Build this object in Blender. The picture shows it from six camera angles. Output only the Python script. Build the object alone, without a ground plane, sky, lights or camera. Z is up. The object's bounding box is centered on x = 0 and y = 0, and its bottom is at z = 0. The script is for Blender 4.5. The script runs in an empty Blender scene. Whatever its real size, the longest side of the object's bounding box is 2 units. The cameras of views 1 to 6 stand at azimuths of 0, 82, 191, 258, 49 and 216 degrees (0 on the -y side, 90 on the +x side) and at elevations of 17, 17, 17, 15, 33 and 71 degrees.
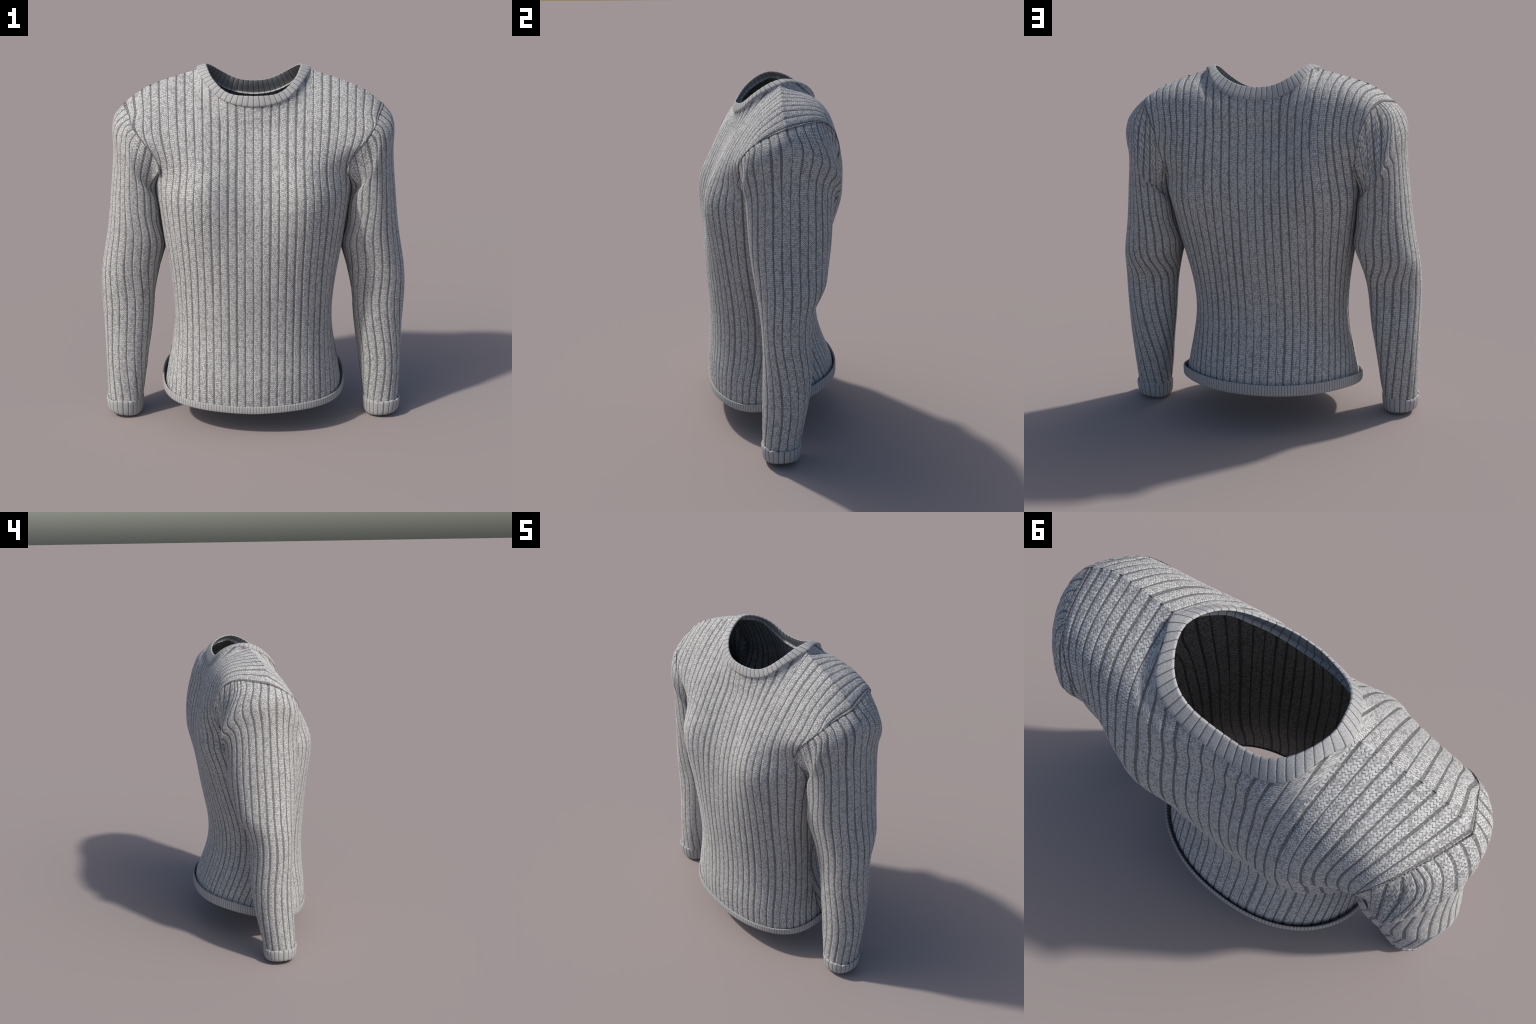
# Knitted rib sweater, standing as if worn: torso, two sleeves with turned cuffs,
# folded crew collar and turned-up hem.  Metres, z up.
import bpy, math
import numpy as np

rng = np.random.default_rng(7)

# ------------------------------------------------------------------ helpers
def spline_rows(t, rows, tt):
    """natural cubic spline through rows (n, cols, 3) at parameters t, evaluated at tt."""
    t = np.asarray(t, float); n = len(t); h = np.diff(t)
    A = np.zeros((n, n)); A[0, 0] = A[-1, -1] = 1
    flat = rows.reshape(n, -1); B = np.zeros_like(flat)
    for i in range(1, n - 1):
        A[i, i - 1], A[i, i], A[i, i + 1] = h[i - 1], 2 * (h[i - 1] + h[i]), h[i]
        B[i] = 6 * ((flat[i + 1] - flat[i]) / h[i] - (flat[i] - flat[i - 1]) / h[i - 1])
    M = np.linalg.solve(A, B)
    k = np.clip(np.searchsorted(t, tt, side="right") - 1, 0, n - 2)
    a = ((t[k + 1] - tt) / h[k])[:, None]; b = ((tt - t[k]) / h[k])[:, None]; hh = (h[k] ** 2 / 6)[:, None]
    out = a * flat[k] + b * flat[k + 1] + ((a ** 3 - a) * M[k] + (b ** 3 - b) * M[k + 1]) * hh
    return out.reshape(len(tt), *rows.shape[1:])

def curve1(xs, ys, x):
    """smooth 1-D profile through (xs, ys)."""
    xs = np.asarray(xs, float); o = np.argsort(xs)
    x = np.atleast_1d(np.asarray(x, float))
    r = spline_rows(xs[o], np.asarray(ys, float)[o][:, None, None], np.clip(x, xs.min(), xs.max()))
    return r[:, 0, 0]

def path(points, f, smooth=True):
    """points along a 3-D polyline (smoothed) at arc fractions f."""
    P = np.asarray(points, float)
    P = P[np.r_[True, np.linalg.norm(np.diff(P, axis=0), axis=1) > 1e-5]]
    d = np.r_[0, np.cumsum(np.linalg.norm(np.diff(P, axis=0), axis=1))]
    if smooth:
        tt = np.linspace(0, d[-1], 400)
        P = spline_rows(d, P[:, None, :], tt)[:, 0, :]
        d = np.r_[0, np.cumsum(np.linalg.norm(np.diff(P, axis=0), axis=1))]
    f = np.asarray(f) * d[-1]
    return np.stack([np.interp(f, d, P[:, i]) for i in range(3)], -1)

def smooth01(x, a, b):
    s = np.clip((x - a) / (b - a), 0, 1); return s * s * (3 - 2 * s)

def soft_noise(n, scale, r):
    """smooth 1-D random curve of n samples, about `scale` samples per lump."""
    m = max(4, int(n / scale) + 3)
    v = r.normal(0, 1, m); x = np.linspace(0, m - 1.001, n)
    i = x.astype(int); s = x - i; s = s * s * (3 - 2 * s)
    return v[i] * (1 - s) + v[np.minimum(i + 1, m - 1)] * s

def normals(P, closed=False):
    """unit normals of a grid (rows up, columns around): du x dv."""
    if closed:
        du = np.roll(P, -1, 1) - np.roll(P, 1, 1)
    else:
        du = np.gradient(P, axis=1)
    dv = np.gradient(P, axis=0)
    n = np.cross(du, dv)
    return n / (np.linalg.norm(n, axis=-1, keepdims=True) + 1e-12)

ROOT = None
def add_mesh(name, grids, mats, parent, merge=True):
    """grids: list of (P rows x cols x 3, slot per quad, closed)."""
    V, F, S, base = [], [], [], 0
    for P, slot, closed in grids:
        r, c = P.shape[:2]
        idx = np.arange(r * c).reshape(r, c) + base
        if closed:
            idx = np.concatenate([idx, idx[:, :1]], 1)
        q = np.stack([idx[:-1, :-1], idx[:-1, 1:], idx[1:, 1:], idx[1:, :-1]], -1).reshape(-1, 4)
        s = np.asarray(slot).reshape(-1)
        V.append(P.reshape(-1, 3)); F.append(q); S.append(s); base += r * c
    V, F, S = np.concatenate(V), np.concatenate(F), np.concatenate(S)
    # drop collapsed quads (ribs that run out into a seam)
    a = np.linalg.norm(np.cross(V[F[:, 2]] - V[F[:, 0]], V[F[:, 3]] - V[F[:, 1]]), axis=1)
    keep = a > 1e-9
    F, S = F[keep], S[keep]
    used, inv = np.unique(F, return_inverse=True)
    V, F = V[used], inv.reshape(-1, 4)
    me = bpy.data.meshes.new(name)
    me.vertices.add(len(V)); me.vertices.foreach_set("co", V.astype(np.float32).ravel())
    me.loops.add(F.size); me.loops.foreach_set("vertex_index", F.astype(np.int32).ravel())
    me.polygons.add(len(F))
    me.polygons.foreach_set("loop_start", np.arange(0, F.size, 4, dtype=np.int32))
    for m in mats: me.materials.append(m)
    me.polygons.foreach_set("material_index", S.astype(np.int32))
    me.polygons.foreach_set("use_smooth", np.ones(len(F), bool))
    me.update(calc_edges=True); me.validate()
    o = bpy.data.objects.new(name, me)
    bpy.context.scene.collection.objects.link(o)
    o.parent = parent
    return o

# ------------------------------------------------------------------ wool materials
def wool(name, light, dark, fleck=0.5, scale=170.0):
    m = bpy.data.materials.new(name); m.use_nodes = True
    nt = m.node_tree; N, L = nt.nodes, nt.links
    bsdf = N["Principled BSDF"]
    tc = N.new("ShaderNodeTexCoord")
    fine = N.new("ShaderNodeTexNoise"); fine.inputs["Scale"].default_value = scale
    fine.inputs["Detail"].default_value = 3; fine.inputs["Roughness"].default_value = 0.7
    broad = N.new("ShaderNodeTexNoise"); broad.inputs["Scale"].default_value = 14
    broad.inputs["Detail"].default_value = 4
    L.new(tc.outputs["Object"], fine.inputs["Vector"]); L.new(tc.outputs["Object"], broad.inputs["Vector"])
    add = N.new("ShaderNodeMath"); add.operation = "MULTIPLY_ADD"
    L.new(broad.outputs["Fac"], add.inputs[0]); add.inputs[1].default_value = 0.03
    L.new(fine.outputs["Fac"], add.inputs[2])
    ramp = N.new("ShaderNodeValToRGB")
    L.new(add.outputs[0], ramp.inputs["Fac"])
    e = ramp.color_ramp.elements
    e[0].position, e[0].color = 0.515 - 0.32 * fleck, (*dark, 1)
    e[1].position, e[1].color = 0.515 + 0.32 * fleck, (*light, 1)
    L.new(ramp.outputs["Color"], bsdf.inputs["Base Color"])
    bsdf.inputs["Roughness"].default_value = 0.95
    bsdf.inputs["Specular IOR Level"].default_value = 0.1
    bump = N.new("ShaderNodeBump"); bump.inputs["Strength"].default_value = 0.25
    bump.inputs["Distance"].default_value = 0.002
    L.new(fine.outputs["Fac"], bump.inputs["Height"]); L.new(bump.outputs["Normal"], bsdf.inputs["Normal"])
    return m

g = lambda v: (v * 1.0, v * 0.995, v * 0.985)
M_RIB = wool("wool_rib", g(0.68), g(0.43))
M_GAP_SHADE = wool("wool_gap_shade", g(0.24), g(0.13))  # same wool, darkened: shade between the loops put into the colour
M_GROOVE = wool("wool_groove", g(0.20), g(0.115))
M_DULL = wool("wool_dull_loop", g(0.46), g(0.27))
M_BAND = wool("wool_band", g(0.52), g(0.31), 0.5, 260)
M_LINE = wool("wool_band_groove", g(0.20), g(0.12))
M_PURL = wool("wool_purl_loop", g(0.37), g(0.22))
KNIT = [M_RIB, M_GAP_SHADE, M_GROOVE, M_DULL, M_PURL]
BAND = [M_BAND, M_LINE]

# ------------------------------------------------------------------ knit relief
# Ribs of two stitch columns each; a stitch is a pair of slanted yarn loops (a V).  The mesh rows
# zigzag with the loops, so every loop and every gap between loops has its own faces.
RIB_DEPTH, STITCH, LOOP = 0.0016, 0.0108, 0.0012
LEGS, PER_LEG = 6, 2
ROW_AT = np.array([0.0, 0.30, 0.65])                # rows within a stitch: gap, gap edge, loop crown
ROW_UP = np.array([0.15, 0.25, 1.0])

def knit_mesh(surface, first, last, height, r, sink=None):
    """surface(rho, k) -> points; ribs numbered first..last, fabric height in metres.
    Returns displaced grid and material slot per quad (0 loop, 1 gap shade, 2 groove, 3 dull loop)."""
    n_st = int(round(height / STITCH)); unit = height / n_st
    rho = np.append((np.arange(n_st)[:, None] + ROW_AT[None]).ravel(), n_st) * unit
    up = np.append(np.tile(ROW_UP, n_st), .15)
    nr, ribs = len(rho), last - first
    legv = LEGS * PER_LEG
    # grooves: each has its own width and wanders a little
    wander = np.stack([soft_noise(nr, 90, r) for _ in range(ribs + 1)], 1) * 0.017
    half = np.clip((0.062 + 0.075 * r.random(ribs + 1))[None] + 0.022 * np.stack([soft_noise(nr, 60, r) for _ in range(ribs + 1)], 1), .05, .19)
    wander[:, 0] = wander[:, -1] = 0
    mid = np.arange(first, last + 1)[None] + wander
    K = np.empty((nr, ribs, legv + 2)); Z = np.zeros(legv + 2); H = np.zeros((legv + 2)); E = np.zeros(legv + 2)
    q = np.arange(legv + 1) / legv
    lo, hi = mid[:, :-1] + half[:, :-1], mid[:, 1:] - half[:, 1:]
    K[..., 0] = mid[:, :-1]
    K[..., 1:] = lo[..., None] + (hi - lo)[..., None] * q
    e = q * LEGS; saw = np.abs(((e + 1) % 2) - 1)               # 0,1,0,1,0 over leg borders
    Z[0] = .55; Z[1:] = .55 * (1 - saw)
    frac = np.arange(legv + 1) % PER_LEG
    E[1:] = np.where(frac == 0, 0.15, 1.0)
    H[0] = -RIB_DEPTH; H[1:] = -RIB_DEPTH * np.abs(2 * q - 1) ** 5
    K = K.reshape(nr, -1); K = np.concatenate([K, mid[:, -1:]], 1)
    Z = np.append(np.tile(Z, ribs), .55); H = np.append(np.tile(H, ribs), -RIB_DEPTH); E = np.append(np.tile(E, ribs), 0)
    shift = np.append(np.repeat(r.random(ribs) * .9, legv + 2), .5)      # ribs are not in step
    R = np.clip(rho[:, None] + (Z + shift - .7)[None] * unit, 0, height)
    R[0], R[-1] = 0, height
    G = surface(R, K)
    n = normals(G)
    h = H[None] - LOOP * (1 - E[None] * up[:, None])
    h[:, 0] = h[:, -1] = -.0015; h[-1] = -.0015
    # columns that have run out into a seam share the seam's normal and level
    dead = np.linalg.norm(n, axis=2) < .5
    idx = np.broadcast_to(np.arange(G.shape[1]), dead.shape); m = G.shape[1] // 2
    right = np.maximum.accumulate(np.where(dead, 0, idx), 1)
    left = np.minimum.accumulate(np.where(dead, G.shape[1] - 1, idx)[:, ::-1], 1)[:, ::-1]
    pick = np.where(idx >= m, right, left)
    n = np.take_along_axis(n, pick[..., None], 1)
    h = np.where(dead, -.0022, h)
    if sink is not None: h = h + sink(R)
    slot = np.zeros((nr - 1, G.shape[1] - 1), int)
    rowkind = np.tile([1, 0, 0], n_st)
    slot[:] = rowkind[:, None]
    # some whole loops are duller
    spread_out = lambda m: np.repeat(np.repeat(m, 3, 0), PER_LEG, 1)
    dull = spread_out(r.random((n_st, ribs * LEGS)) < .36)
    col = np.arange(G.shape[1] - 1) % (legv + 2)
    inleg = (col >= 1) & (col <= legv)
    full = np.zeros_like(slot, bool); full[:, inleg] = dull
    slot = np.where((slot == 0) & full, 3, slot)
    # tight places where the painted gap shade is left out
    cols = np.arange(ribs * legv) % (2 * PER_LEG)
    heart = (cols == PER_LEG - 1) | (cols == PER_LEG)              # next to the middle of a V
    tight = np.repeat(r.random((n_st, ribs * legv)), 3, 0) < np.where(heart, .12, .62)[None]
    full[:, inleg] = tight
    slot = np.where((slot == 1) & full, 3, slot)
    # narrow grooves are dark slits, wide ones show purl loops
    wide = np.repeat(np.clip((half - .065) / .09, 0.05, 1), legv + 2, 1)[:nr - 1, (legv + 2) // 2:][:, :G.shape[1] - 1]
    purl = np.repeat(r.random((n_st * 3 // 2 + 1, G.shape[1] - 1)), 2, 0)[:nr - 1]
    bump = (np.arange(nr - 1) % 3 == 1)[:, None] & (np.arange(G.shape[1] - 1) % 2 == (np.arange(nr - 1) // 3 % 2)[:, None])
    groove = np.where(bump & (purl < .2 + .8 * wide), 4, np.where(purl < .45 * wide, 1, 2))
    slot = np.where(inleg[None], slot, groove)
    return G + n * h[..., None], slot

def lookup(base, rho, k, rho_max, k_max):
    """bilinear reading of a base grid that is even in rho (0..rho_max) and k (0..k_max)."""
    a = np.clip(rho / rho_max, 0, 1) * (base.shape[0] - 1); b = np.clip(k / k_max, 0, 1) * (base.shape[1] - 1)
    i = np.minimum(a.astype(int), base.shape[0] - 2); j = np.minimum(b.astype(int), base.shape[1] - 2)
    u, v = (a - i)[..., None], (b - j)[..., None]
    return (base[i, j] * (1 - u) + base[i + 1, j] * u) * (1 - v) + (base[i, j + 1] * (1 - u) + base[i + 1, j + 1] * u) * v

# ------------------------------------------------------------------ torso shape
# profiles over height: centre front, centre back, half width, side-seam depth
ZF = [0.14, 0.20, 0.45, 0.65, 0.80, 1.00, 1.17, 1.30, 1.39, 1.52, 1.61, 1.69]
YF = [-.366, -.372, -.363, -.361, -.371, -.380, -.374, -.361, -.342, -.296, -.256, -.214]
ZB = [0.25, 0.31, 0.38, 0.45, 0.58, 0.70, 0.93, 1.13, 1.30, 1.45, 1.60, 1.69]
YB = [.380, .374, .348, .320, .282, .274, .310, .336, .340, .328, .297, .273]
# how boxy the section is, and how far chest muscles / shoulder blades stand out beside the centre line
ZP = [0.15, 0.70, 1.00, 1.20, 1.37]
PF_BOX = [2.35, 2.35, 2.5, 2.8, 3.0]
PB_BOX = [2.2, 2.2, 2.3, 2.7, 3.2]
ZU = [0.80, 1.05, 1.25, 1.37, 1.52, 1.69]
UF = [0, .010, .040, .052, .032, .016]
UB = [0, .000, .026, .052, .066, .064]
ZW = [0.17, 0.29, 0.35, 0.45, 0.615, 0.75, 0.90, 1.05, 1.21, 1.36]
HW = [.518, .497, .485, .463, .444, .449, .469, .494, .515, .534]
ZS = [0.17, 0.45, 0.70, 1.00, 1.37]
YS = [0.00, -.02, -.04, 0.00, 0.03]
# hem: height of the lower edge from centre front round to centre back (share of half turn)
HEM_F = [(0, .143), (.35, .153), (.7, .16), (1, .195)]
HEM_B = [(0, .243), (.35, .245), (.7, .233), (1, .195)]

ARMPIT = (.530, .030, 1.365)
# armhole seam heights 1.44 .. 1.69 : (x, y)
SEAM_F = {1.44: (.500, -.198), 1.52: (.503, -.222), 1.61: (.563, -.228), 1.69: (.628, -.182)}
SEAM_B = {1.44: (.510, .222), 1.52: (.508, .270), 1.61: (.525, .298), 1.69: (.540, .296)}
SHOULDER_TIP = (.697, -.003, 1.795)
SHOULDER = [(.305, .028, 1.972), (.37, .020, 1.953), (.44, .011, 1.932), (.49, .003, 1.916),
            (.53, -.003, 1.900), (.585, -.007, 1.876), (.622, -.006, 1.853), (.66, -.006, 1.826), SHOULDER_TIP]
NECK_F = [(0, -.188, 1.797), (.07, -.184, 1.803), (.143, -.168, 1.822), (.186, -.149, 1.843),
          (.216, -.130, 1.869), (.255, -.080, 1.913), (.305, .028, 1.972)]
NECK_B = [(0, .250, 1.836), (.10, .247, 1.848), (.155, .242, 1.868), (.208, .228, 1.902),
          (.247, .190, 1.945), (.285, .095, 1.978), (.305, .028, 1.972)]

RIBS_HALF, MAIN, COLS = 18, 15.2, 12   # ribs centre to side seam, ribs at the shoulder seam, mesh columns per rib
REACH = {1.44: 12.4, 1.52: 12.5, 1.61: 13.3, 1.69: 14.2}   # ribs between centre and armhole at these heights
RIB = 0.0436

def panel(side):
    """one half (x >= 0) of the front (side=-1) or back (+1) panel: control rows sampled at columns u."""
    k = np.linspace(0, RIBS_HALF, RIBS_HALF * COLS + 1)
    u = np.minimum(k / MAIN, 1)               # share of the way to the shoulder tip
    zc, yc = (ZF, YF) if side < 0 else (ZB, YB)
    hem = HEM_F if side < 0 else HEM_B
    seam = SEAM_F if side < 0 else SEAM_B
    neck = NECK_F if side < 0 else NECK_B
    def spread(C, last, share, stretch=1.0):                            # C: dense curve, centre -> edge
        d = np.r_[0, np.cumsum(np.linalg.norm(np.diff(C, axis=0), axis=1))]
        main = min(RIB * last * stretch, share * d[-1])
        if share == 1:
            main = d[-1]
        a = np.clip(RIB * last / main, .85, 1.15); v = k / last
        s = np.where(k <= last, main * (a * v + (1 - a) * v ** 3), np.minimum(main + (k - last) * RIB, d[-1]))
        s[-1] = d[-1]
        return np.stack([np.interp(s, d, C[:, i]) for i in range(3)], -1)
    rows, t = [], []
    th = np.linspace(0, np.pi / 2, 400)
    hz = curve1([a for a, _ in hem], [b for _, b in hem], th / (np.pi / 2))
    bulge = lambda z: curve1(ZU, UF if side < 0 else UB, z)
    def section(z, p):
        w = curve1(ZW, HW, z); ys = curve1(ZS, YS, z); yy = curve1(zc, yc, z)
        x = w * np.sin(th) ** (2 / p)
        y = ys + (yy - ys) * np.cos(th) ** (2 / p)
        y = y + side * bulge(z) * np.exp(-((x - (.28 if side < 0 else .30)) / (.15 if side < 0 else .165)) ** 2) * np.clip(np.cos(th) * 2, 0, 1)
        return np.stack([x, y, np.broadcast_to(z, x.shape)], -1)
    # hem row and rows that even out to level rings
    for lvl in (None, .30, .42, .58, .74, .92, 1.10, 1.24, 1.365):
        z = hz if lvl is None else lvl + (hz - hz.mean()) * (1 - smooth01(lvl, .25, .6))
        C = section(z, curve1(ZP, PF_BOX if side < 0 else PB_BOX, z))
        rows.append(spread(C, 13, .90, 1 + .09 * smooth01(0 if lvl is None else lvl, .95, 1.3))); t.append(0.19 if lvl is None else lvl)
    # chest rows between centre and armhole seam
    for z, (xe, ye) in seam.items():
        s = np.linspace(0, 1, 400)
        yy = curve1(zc, yc, z)
        y = yy + (ye - yy) * s ** 4 + side * bulge(z) * np.exp(-((xe * s - (.27 if side < 0 else .31)) / (.14 if side < 0 else .17)) ** 2) * (1 - s ** 6)
        C = np.stack([xe * s, y, np.full(400, z)], -1)
        rows.append(spread(C, REACH[z], 1.0)); t.append(z)
    # yoke: curve from the last chest row over the shoulder to neck / shoulder seam
    x = SHOULDER_TIP[0] * u
    nk, sh = np.array(neck), np.array(SHOULDER)
    T = np.empty((len(u), 3)); T[:, 0] = x
    xn = nk[-1, 0]
    for i in (1, 2):
        T[:, i] = np.where(x <= xn, curve1(nk[:, 0], nk[:, i], x), curve1(sh[:, 0], sh[:, i], x))
    A = rows[-1]
    w = u[:, None]
    mid = (A + T) / 2
    if side < 0:
        lift = np.interp(u, [0, .3, .5, .78, 1], [0, .002, .024, .036, 0.014])
        K = mid + np.stack([0 * u, -.8 * lift, lift * 1.2], -1)
    else:
        lift = np.interp(u, [0, .3, .5, .8, 1], [.0, .032, .090, .112, .096])
        K = np.stack([mid[:, 0] - .012 * u, mid[:, 1] + lift * 1.2, mid[:, 2] + lift * 1.35], -1)
    def relax(Q, width=COLS):
        """even out a row across the ribs (mirror at the centre line, ends kept)."""
        m = Q[1:][::-1] * [-1, 1, 1]
        full = np.concatenate([m, Q, Q[-1] + (Q[-1] - Q[:-1][::-1])])
        x = np.arange(-3 * width, 3 * width + 1); w = np.exp(-(x / width) ** 2 / 2); w /= w.sum()
        sm = np.stack([np.convolve(full[:, i], w, "same") for i in range(3)], -1)[len(m):len(m) + len(Q)]
        return sm
    n_in = int(np.argmax(u >= 1)) + 1                # columns before the armhole edge
    for s in (1 / 3, 2 / 3, 1):
        row = (1 - s) ** 2 * A + 2 * s * (1 - s) * K + s * s * T
        if s < 1:
            end = row[n_in - 1].copy()
            sm = relax(row[:n_in], int(1.6 * COLS)); blend = smooth01(u[:n_in], 1, .85)[:, None]
            row[:n_in] = sm * blend + row[:n_in] * (1 - blend)
        rows.append(row); t.append(1.69 + .26 * s)
    return np.array(t), np.stack(rows), k / RIBS_HALF

def fine_panel(side):
    t, rows, u = panel(side)
    per = 4
    n_low = int((1.69 - t[0]) / STITCH * per); n_top = int(.30 / STITCH * per)
    tt = np.r_[np.linspace(t[0], 1.69, n_low, endpoint=False), np.linspace(1.69, t[-1], n_top)]
    P = spline_rows(t, rows, tt)
    return tt, P, u

tf, PF, U = fine_panel(-1)
tb, PB, _ = fine_panel(+1)
# below the armpit front and back share the side seam
low = 1 - smooth01(tf, 1.34, 1.375)
for P, Q in ((PF, PB.copy()), (PB, PF.copy())):
    delta = (Q[:, -1:] - P[:, -1:]) / 2 * low[:, None, None]
    P += delta * smooth01(U, .8, 1)[None, :, None]
# columns must not run past the armhole edge
kk = np.linspace(0, RIBS_HALF, PF.shape[1])
reach = np.interp(tf, [1.37, 1.44, 1.52, 1.61, 1.69, 1.95], [RIBS_HALF] + list(REACH.values()) + [MAIN])
PF_FREE, PB_FREE = PF.copy(), PB.copy()
for P in (PF, PB):
    for i in np.nonzero(tf > 1.36)[0]:
        j = int((reach[i] - 1.6) * COLS)
        d = P[i, -1] - P[i, j]; d /= np.linalg.norm(d)
        left = (P[i, -1] - P[i]) @ d                      # way left to the edge
        run = np.minimum.accumulate(left)
        past = (np.arange(len(kk)) > j) & ((run < 2e-4))
        P[i, past] = P[i, -1]
def mirror(P):
    M = P[:, ::-1].copy(); M[..., 0] *= -1
    return M

LEVEL = 1.0            # rows run level up to here, then follow each column's own length
def even_rows(P, n=640):
    """resample the columns of a panel so that stitch rows are evenly tall."""
    i = np.searchsorted(tf, LEVEL)
    step = np.linalg.norm(np.diff(P, axis=0), axis=2)
    arc = np.concatenate([np.zeros((1, P.shape[1])), np.cumsum(step, 0)])
    low = arc[i].mean(); top = (arc[-1] - arc[i]).mean()
    rho = np.linspace(0, low + top, n)
    out = np.empty((n, P.shape[1], 3))
    for c in range(P.shape[1]):
        a = np.r_[(tf[:i] - tf[0]) / (tf[i] - tf[0]) * low, low + (arc[i:, c] - arc[i, c]) / (arc[-1, c] - arc[i, c]) * top]
        for d in range(3):
            out[:, c, d] = np.interp(rho, a, P[:, c, d])
    return out, low + top

def torso_grid(P, side, r):
    B, height = even_rows(P)
    def surface(R, K):
        k = K if side < 0 else -K
        Q = lookup(B, R, np.abs(k), height, RIBS_HALF)
        Q[..., 0] *= np.sign(k)
        return Q
    return knit_mesh(surface, -RIBS_HALF, RIBS_HALF, height, r)

root = bpy.data.objects.new("knitted_sweater", None)
bpy.context.scene.collection.objects.link(root)
root["label"] = "light grey ribbed wool sweater with crew neck and cuffs"
root["category"] = "sweater"

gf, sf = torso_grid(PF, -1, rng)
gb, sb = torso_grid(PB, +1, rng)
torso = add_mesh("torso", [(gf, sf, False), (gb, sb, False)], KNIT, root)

# ------------------------------------------------------------------ sleeves
# the armhole loop is the torso's own edge, from the shoulder tip down to the armpit
i0 = np.searchsorted(tf, 1.362)
LOOP_F, LOOP_B = PF[i0:, -1][::-1], PB[i0:, -1][::-1]
armpit = (LOOP_F[-1] + LOOP_B[-1]) / 2
LOOP_F, LOOP_B = np.vstack([LOOP_F, armpit]), np.vstack([LOOP_B, armpit])
def outward(P):
    """direction in which the torso reaches its armhole edge, for each row from tip to armpit."""
    last = np.interp(tf, [1.37, 1.44, 1.52, 1.61, 1.69, 1.95], [RIBS_HALF] + list(REACH.values()) + [MAIN])
    j = ((last - 1.5) * COLS).astype(int)
    d = P[:, -1] - P[np.arange(len(tf)), j]
    d = d / np.linalg.norm(d, axis=1, keepdims=True)
    return np.vstack([d[i0:][::-1], d[i0]])
OUT_F, OUT_B = outward(PF_FREE), outward(PB_FREE)
# rings: z inner, z outer, x inner, x outer, y front, y back
RINGS = [(1.33, 1.732, .510, .750, -.216, .279),
         (1.28, 1.60, .504, .765, -.206, .268),
         (1.15, 1.38, .496, .780, -.195, .244),
         (1.02, 1.08, .490, .819, -.176, .221),
         (.93, .95, .518, .844, -.161, .191),
         (.84, .85, .542, .856, -.149, .138),
         (.76, .76, .558, .860, -.140, .121),
         (.55, .55, .582, .856, -.135, .128),
         (.38, .38, .609, .854, -.140, .113),
         (.20, .20, .633, .851, -.144, .079),
         (.085, .085, .652, .848, -.145, .055)]
SLEEVE_RIB, HALF_COLS = 0.0455, 18

def resample(C, n=241):
    return path(C, np.linspace(0, 1, n), smooth=False)

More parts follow.
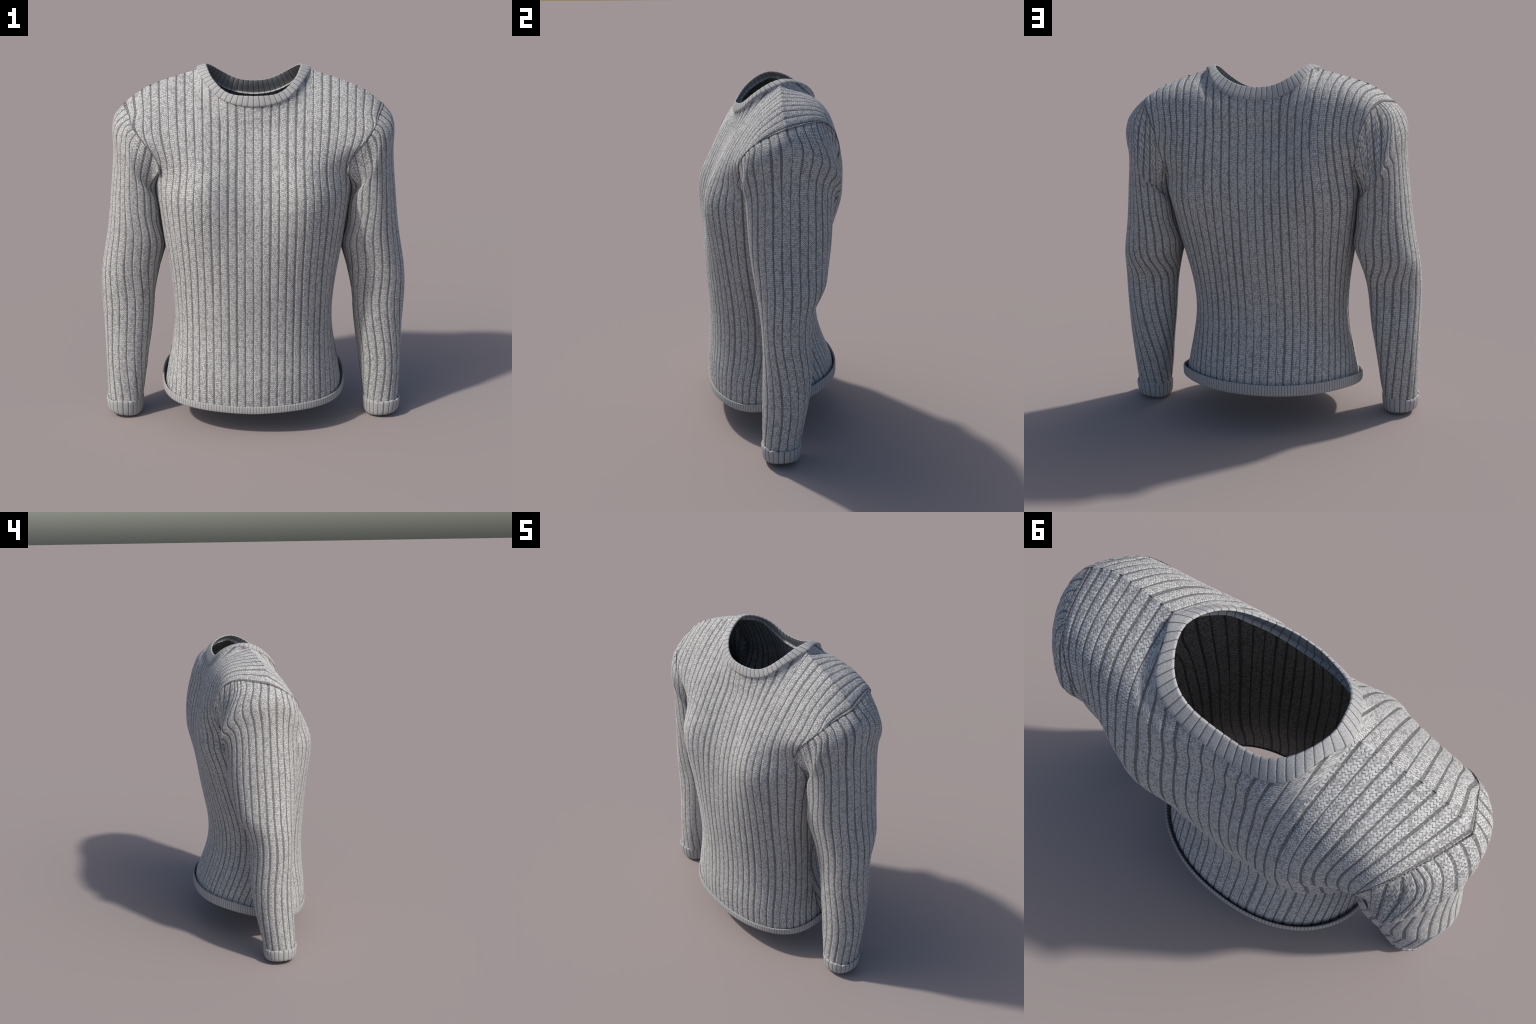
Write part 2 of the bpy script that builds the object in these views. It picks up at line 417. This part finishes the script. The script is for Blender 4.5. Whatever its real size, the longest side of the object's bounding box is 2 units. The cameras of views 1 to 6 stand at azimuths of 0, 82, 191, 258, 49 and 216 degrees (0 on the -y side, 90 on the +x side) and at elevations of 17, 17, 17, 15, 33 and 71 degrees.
def sleeve_half(side, n=241):
    rows = []
    th = np.linspace(0, np.pi, 300)
    for i, (zi, zo, xi, xo, yf, yb) in enumerate(RINGS):
        cx, a = (xi + xo) / 2, (xo - xi) / 2
        cy = (yf + yb) / 2; b = (yb - yf) / 2
        # the outer line stays plumb below the shoulder tip (y near 0)
        start = -side * np.arcsin((cy - min(cy, .002)) / b)
        th = np.linspace(start, np.pi, 300)
        c, s = np.cos(th), np.sin(th)
        # rounded outside, fuller next to the torso
        outer = (1.72, 1.75, 1.88, 2.05)[min(i, 3)]; inner = (2.4, 2.6, 2.9, 3.0, 2.8, 2.7)[min(i, 5)]
        e = 2 / (inner + (outer - inner) * smooth01(c, -.5, .5))
        x = cx + a * np.sign(c) * np.abs(c) ** e
        y = cy + side * b * np.sign(s) * np.abs(s) ** e
        z = (zi + zo) / 2 + (zo - zi) / 2 * c
        rows.append(resample(np.stack([x, y, z], -1), n))
    # ribs drop straight from the seam: pair loop points with ring points of like depth
    L = resample(LOOP_F if side < 0 else LOOP_B, 1200)
    def turn(Q):
        X = 2 * (Q[:, 0] - Q[:, 0].min()) / np.ptp(Q[:, 0]) - 1
        Y = side * (Q[:, 1] - Q[0, 1]); Y = np.clip(Y / Y.max(), 0, None)
        ang = np.arctan2(Y, X); ang[0], ang[-1] = 0, np.pi
        return np.maximum.accumulate(ang)
    f = np.interp(turn(rows[1]), turn(L) + np.arange(1200) * 1e-7, np.arange(1200))
    # on the outer face ribs hang plumb: same depth (y) at the seam as on the upper arm
    yl = np.maximum.accumulate(side * (L[:, 1] - L[0, 1])); far = int(np.argmax(yl))
    yr = side * (rows[2][:, 1] - rows[2][0, 1])
    plumb = np.interp(yr, yl[:far + 1] + np.arange(far + 1) * 1e-8, np.arange(far + 1))
    q = np.linspace(0, 1, n); w = smooth01(q, .46, .18)
    f = np.maximum.accumulate(plumb * w + f * (1 - w))
    f[0], f[-1] = 0, 1199
    f = np.convolve(np.r_[[f[0]] * 8, f, [f[-1]] * 8], np.ones(17) / 17, "valid")
    j = np.minimum(f.astype(int), 1198); w = (f - j)[:, None]
    loop = L[j] * (1 - w) + L[j + 1] * w
    # sleeve head: leaves the seam in line with the shoulder, then rounds over
    src = LOOP_F if side < 0 else LOOP_B; tan = OUT_F if side < 0 else OUT_B
    da = np.r_[0, np.cumsum(np.linalg.norm(np.diff(src, axis=0), axis=1))]
    tan = np.stack([np.interp(f / 1199 * da[-1], da, tan[:, i]) for i in range(3)], -1)
    span = rows[0] - loop; reach = np.linalg.norm(span, axis=1, keepdims=True)
    head = smooth01(np.linspace(0, 1, n), .55, .28)[:, None]
    bend = span / reach + tan * 1.15 * head; bend /= np.linalg.norm(bend, axis=1, keepdims=True)
    lead = loop + bend * reach * .4
    return np.stack([loop, lead] + rows)

def sleeve_grid(mx, r):
    hf, hb = sleeve_half(-1), sleeve_half(+1)
    mid = (hf + hb).mean(1) / 2
    t = np.r_[0, np.cumsum(np.linalg.norm(np.diff(mid, axis=0), axis=1))]
    # first span measured on the outside of the arm
    out = hf[:, 0]; t = np.r_[0, np.cumsum(np.linalg.norm(np.diff(out, axis=0), axis=1))]
    n = 500
    tt = np.linspace(0, t[-1], n)
    SF, SB = spline_rows(t, hf, tt), spline_rows(t, hb, tt)
    # smooth the meeting lines of the two halves
    lens = lambda S: np.linalg.norm(np.diff(S, axis=1), axis=2).sum(1)
    LF, LB = lens(SF), lens(SB)
    full = np.searchsorted(tt, t[4])                                     # same rib count above the upper arm
    LF[:full], LB[:full] = LF[full], LB[full]
    twist = (-0.5 if mx else -1.3) * smooth01(tt, t[-1] * .62, t[-1] * .9)
    # even ring grid: inner seam (back) .. outer line .. front .. inner seam
    E = np.concatenate([SB[:, :0:-1], SF], 1)                            # 481 columns, outer line at 240
    def surface(R, K):
        d = t[-1] - R                                                    # rho runs upward from the cuff
        x = d / t[-1] * (n - 1); i = np.clip(x.astype(int), 0, n - 2); w = x - i
        mix = lambda A: A[i] * (1 - w) + A[i + 1] * w
        lf, lb = mix(LF), mix(LB)
        a = np.clip((-K + mix(twist)) * SLEEVE_RIB, -lb, lf)
        c = 240 + np.where(a >= 0, a / lf, a / lb) * 240
        return lookup(E, d, c, t[-1], 480)
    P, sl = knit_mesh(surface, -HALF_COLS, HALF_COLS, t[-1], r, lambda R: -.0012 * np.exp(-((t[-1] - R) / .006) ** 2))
    # tuck the top edge under the torso
    tuck = P[-1] + .04 * (np.array([.35, .03, 1.52]) - P[-1])
    P = np.concatenate([P, tuck[None]]); sl = np.concatenate([sl, np.full_like(sl[-1:], 3)])
    if mx:
        P = P[:, ::-1].copy(); P[..., 0] *= -1
        sl = sl[:, ::-1]
    return P, sl

def band_columns(ribs, slit):
    """turn fractions of mesh columns and a mask of the quads that form the thin grooves."""
    local = np.array([0, slit, .22, .41, .59, .78, 1 - slit])
    f = (np.arange(ribs)[:, None] + local[None]).ravel() / ribs
    line = np.tile([1, 0, 0, 0, 0, 0, 1], ribs)
    sink = np.tile([1, .35, 0, 0, 0, 0, .35], ribs)
    return f, line, sink

for mx in (False, True):
    P, sl = sleeve_grid(mx, rng)
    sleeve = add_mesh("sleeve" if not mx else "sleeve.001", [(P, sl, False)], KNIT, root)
    # turned cuff
    f, line, sink = band_columns(24, .075)
    n = len(f); th = 2 * np.pi * f
    def ring(z, grow, lift=0.0):
        xi, xo, yf, yb = .652, .852, -.146, .055
        c, s = np.cos(th), np.sin(th); e = 2 / 2.25
        x = (xi + xo) / 2 + ((xo - xi) / 2 + grow) * np.sign(c) * np.abs(c) ** e
        y = (yf + yb) / 2 + ((yb - yf) / 2 + grow) * np.sign(s) * np.abs(s) ** e
        return np.stack([x, y, z + lift * c], -1)
    prof = [(.064, -.026), (.022, -.027), (.014, -.024), (.013, -.017), (.019, -.006), (.036, .002), (.064, .006),
            (.094, .008), (.106, .004), (.105, -.004), (.090, -.012)]
    rows = np.stack([ring(z, gr, .016 * max(0, 1 - z / .07)) for z, gr in prof])
    tt = np.linspace(0, len(prof) - 1, 60)
    C = spline_rows(np.arange(len(prof)), rows, tt)
    ragged = np.interp(f * 24, np.arange(25), np.append(rng.normal(0, .0035, 24), 0))
    C[..., 2] += ragged[None] * smooth01(C[..., 2], .07, .1)
    nn = normals(C, closed=True)
    C = C - nn * (.0014 * sink)[None, :, None]
    C[..., 2] = np.maximum(C[..., 2], 0)
    sl2 = np.broadcast_to(line, (C.shape[0] - 1, n))
    if mx:
        C = C[:, ::-1].copy(); C[..., 0] *= -1
        sl2 = np.roll(sl2[:, ::-1], -1, 1)
    add_mesh("cuff" if not mx else "cuff.001", [(C, sl2, True)], BAND, sleeve)

# ------------------------------------------------------------------ collar
EDGE_F = [(0, -.180, 1.853), (.057, -.176, 1.855), (.100, -.166, 1.859), (.145, -.148, 1.874), (.19, -.115, 1.908),
          (.228, -.060, 1.953), (.246, .000, 1.986), (.252, .05, 1.997)]
EDGE_B = [(.252, .05, 1.997), (.244, .09, 1.995), (.218, .142, 1.979), (.175, .187, 1.951), (.12, .207, 1.922),
          (.06, .210, 1.904), (0, .210, 1.900)]
SEAM_N = NECK_F[:-1] + [(.300, .018, 1.966), (.305, .05, 1.978)] + NECK_B[::-1][1:]

def mirror_loop(half, f):
    """closed loop from its x >= 0 half (front centre to back centre) at turn fractions f."""
    h = path(half, np.where(f <= .5, 2 * f, 2 - 2 * f))
    h[f > .5, 0] *= -1
    return h

f, line, sink = band_columns(60, .06)
n = len(f)
S = mirror_loop(SEAM_N, f); I = mirror_loop(EDGE_F + EDGE_B[1:], f)
across = I - S
tang = np.roll(S + I, -1, 0) - np.roll(S + I, 1, 0)
nrm = np.cross(tang, across); nrm /= np.linalg.norm(nrm, axis=1, keepdims=True)
prof = [(-.05, -.024), (-.01, -.002), (.05, .0055), (.2, .0078), (.5, .0072), (.85, .0046), (.97, .002), (1.0, -.002),
        (.96, -.004), (.7, -.007), (.3, -.009), (-.05, -.010)]
rows = np.stack([S + across * c + nrm * h for c, h in prof])
C = spline_rows(np.arange(len(prof)), rows, np.linspace(0, len(prof) - 1, 66))
nn = normals(C, closed=True)
C = C - nn * (.0014 * sink)[None, :, None]
add_mesh("collar", [(C, np.broadcast_to(line, (C.shape[0] - 1, n)), True)], BAND, root)

# ------------------------------------------------------------------ hem band
f, line, sink = band_columns(186, .09)
n = len(f)
bottom = np.concatenate([PF[0], PB[0][::-1][1:]])              # centre front -> side -> centre back (x >= 0)
B = mirror_loop(bottom, f)
c0 = np.array([0, 0, 0.0])
tang = np.roll(B, -1, 0) - np.roll(B, 1, 0); tang[:, 2] = 0
out = np.cross(tang, [0, 0, 1.0]); out /= np.linalg.norm(out, axis=1, keepdims=True)
out *= np.sign((out * (B * [1, 1, 0])).sum(1))[:, None]
back = smooth01(B[:, 1], -.30, .25)[:, None]
sideness = np.exp(-((B[:, 1] - .08) / .16) ** 2)[:, None]
gap = .005 + .006 * back + .004 * sideness
tall = .042 + .024 * back
up = np.array([0, 0, 1.0])
prof = [(.5, -.006, 0), (.08, -.004, 0), (-.03, .001, .3), (.08, .005, .9), (.45, .006, 1), (.9, .005, 1), (1.0, .001, 1), (.93, -.004, 1), (.6, -.005, .9)]
rows = np.stack([B + up * (tall * a) + out * (b + gap * c) for a, b, c in prof])
C = spline_rows(np.arange(len(prof)), rows, np.linspace(0, len(prof) - 1, 50))
nn = normals(C, closed=True)
C = C - nn * (.0008 * sink)[None, :, None]
add_mesh("hem_band", [(C, np.broadcast_to(line, (C.shape[0] - 1, n)), True)], BAND, root)
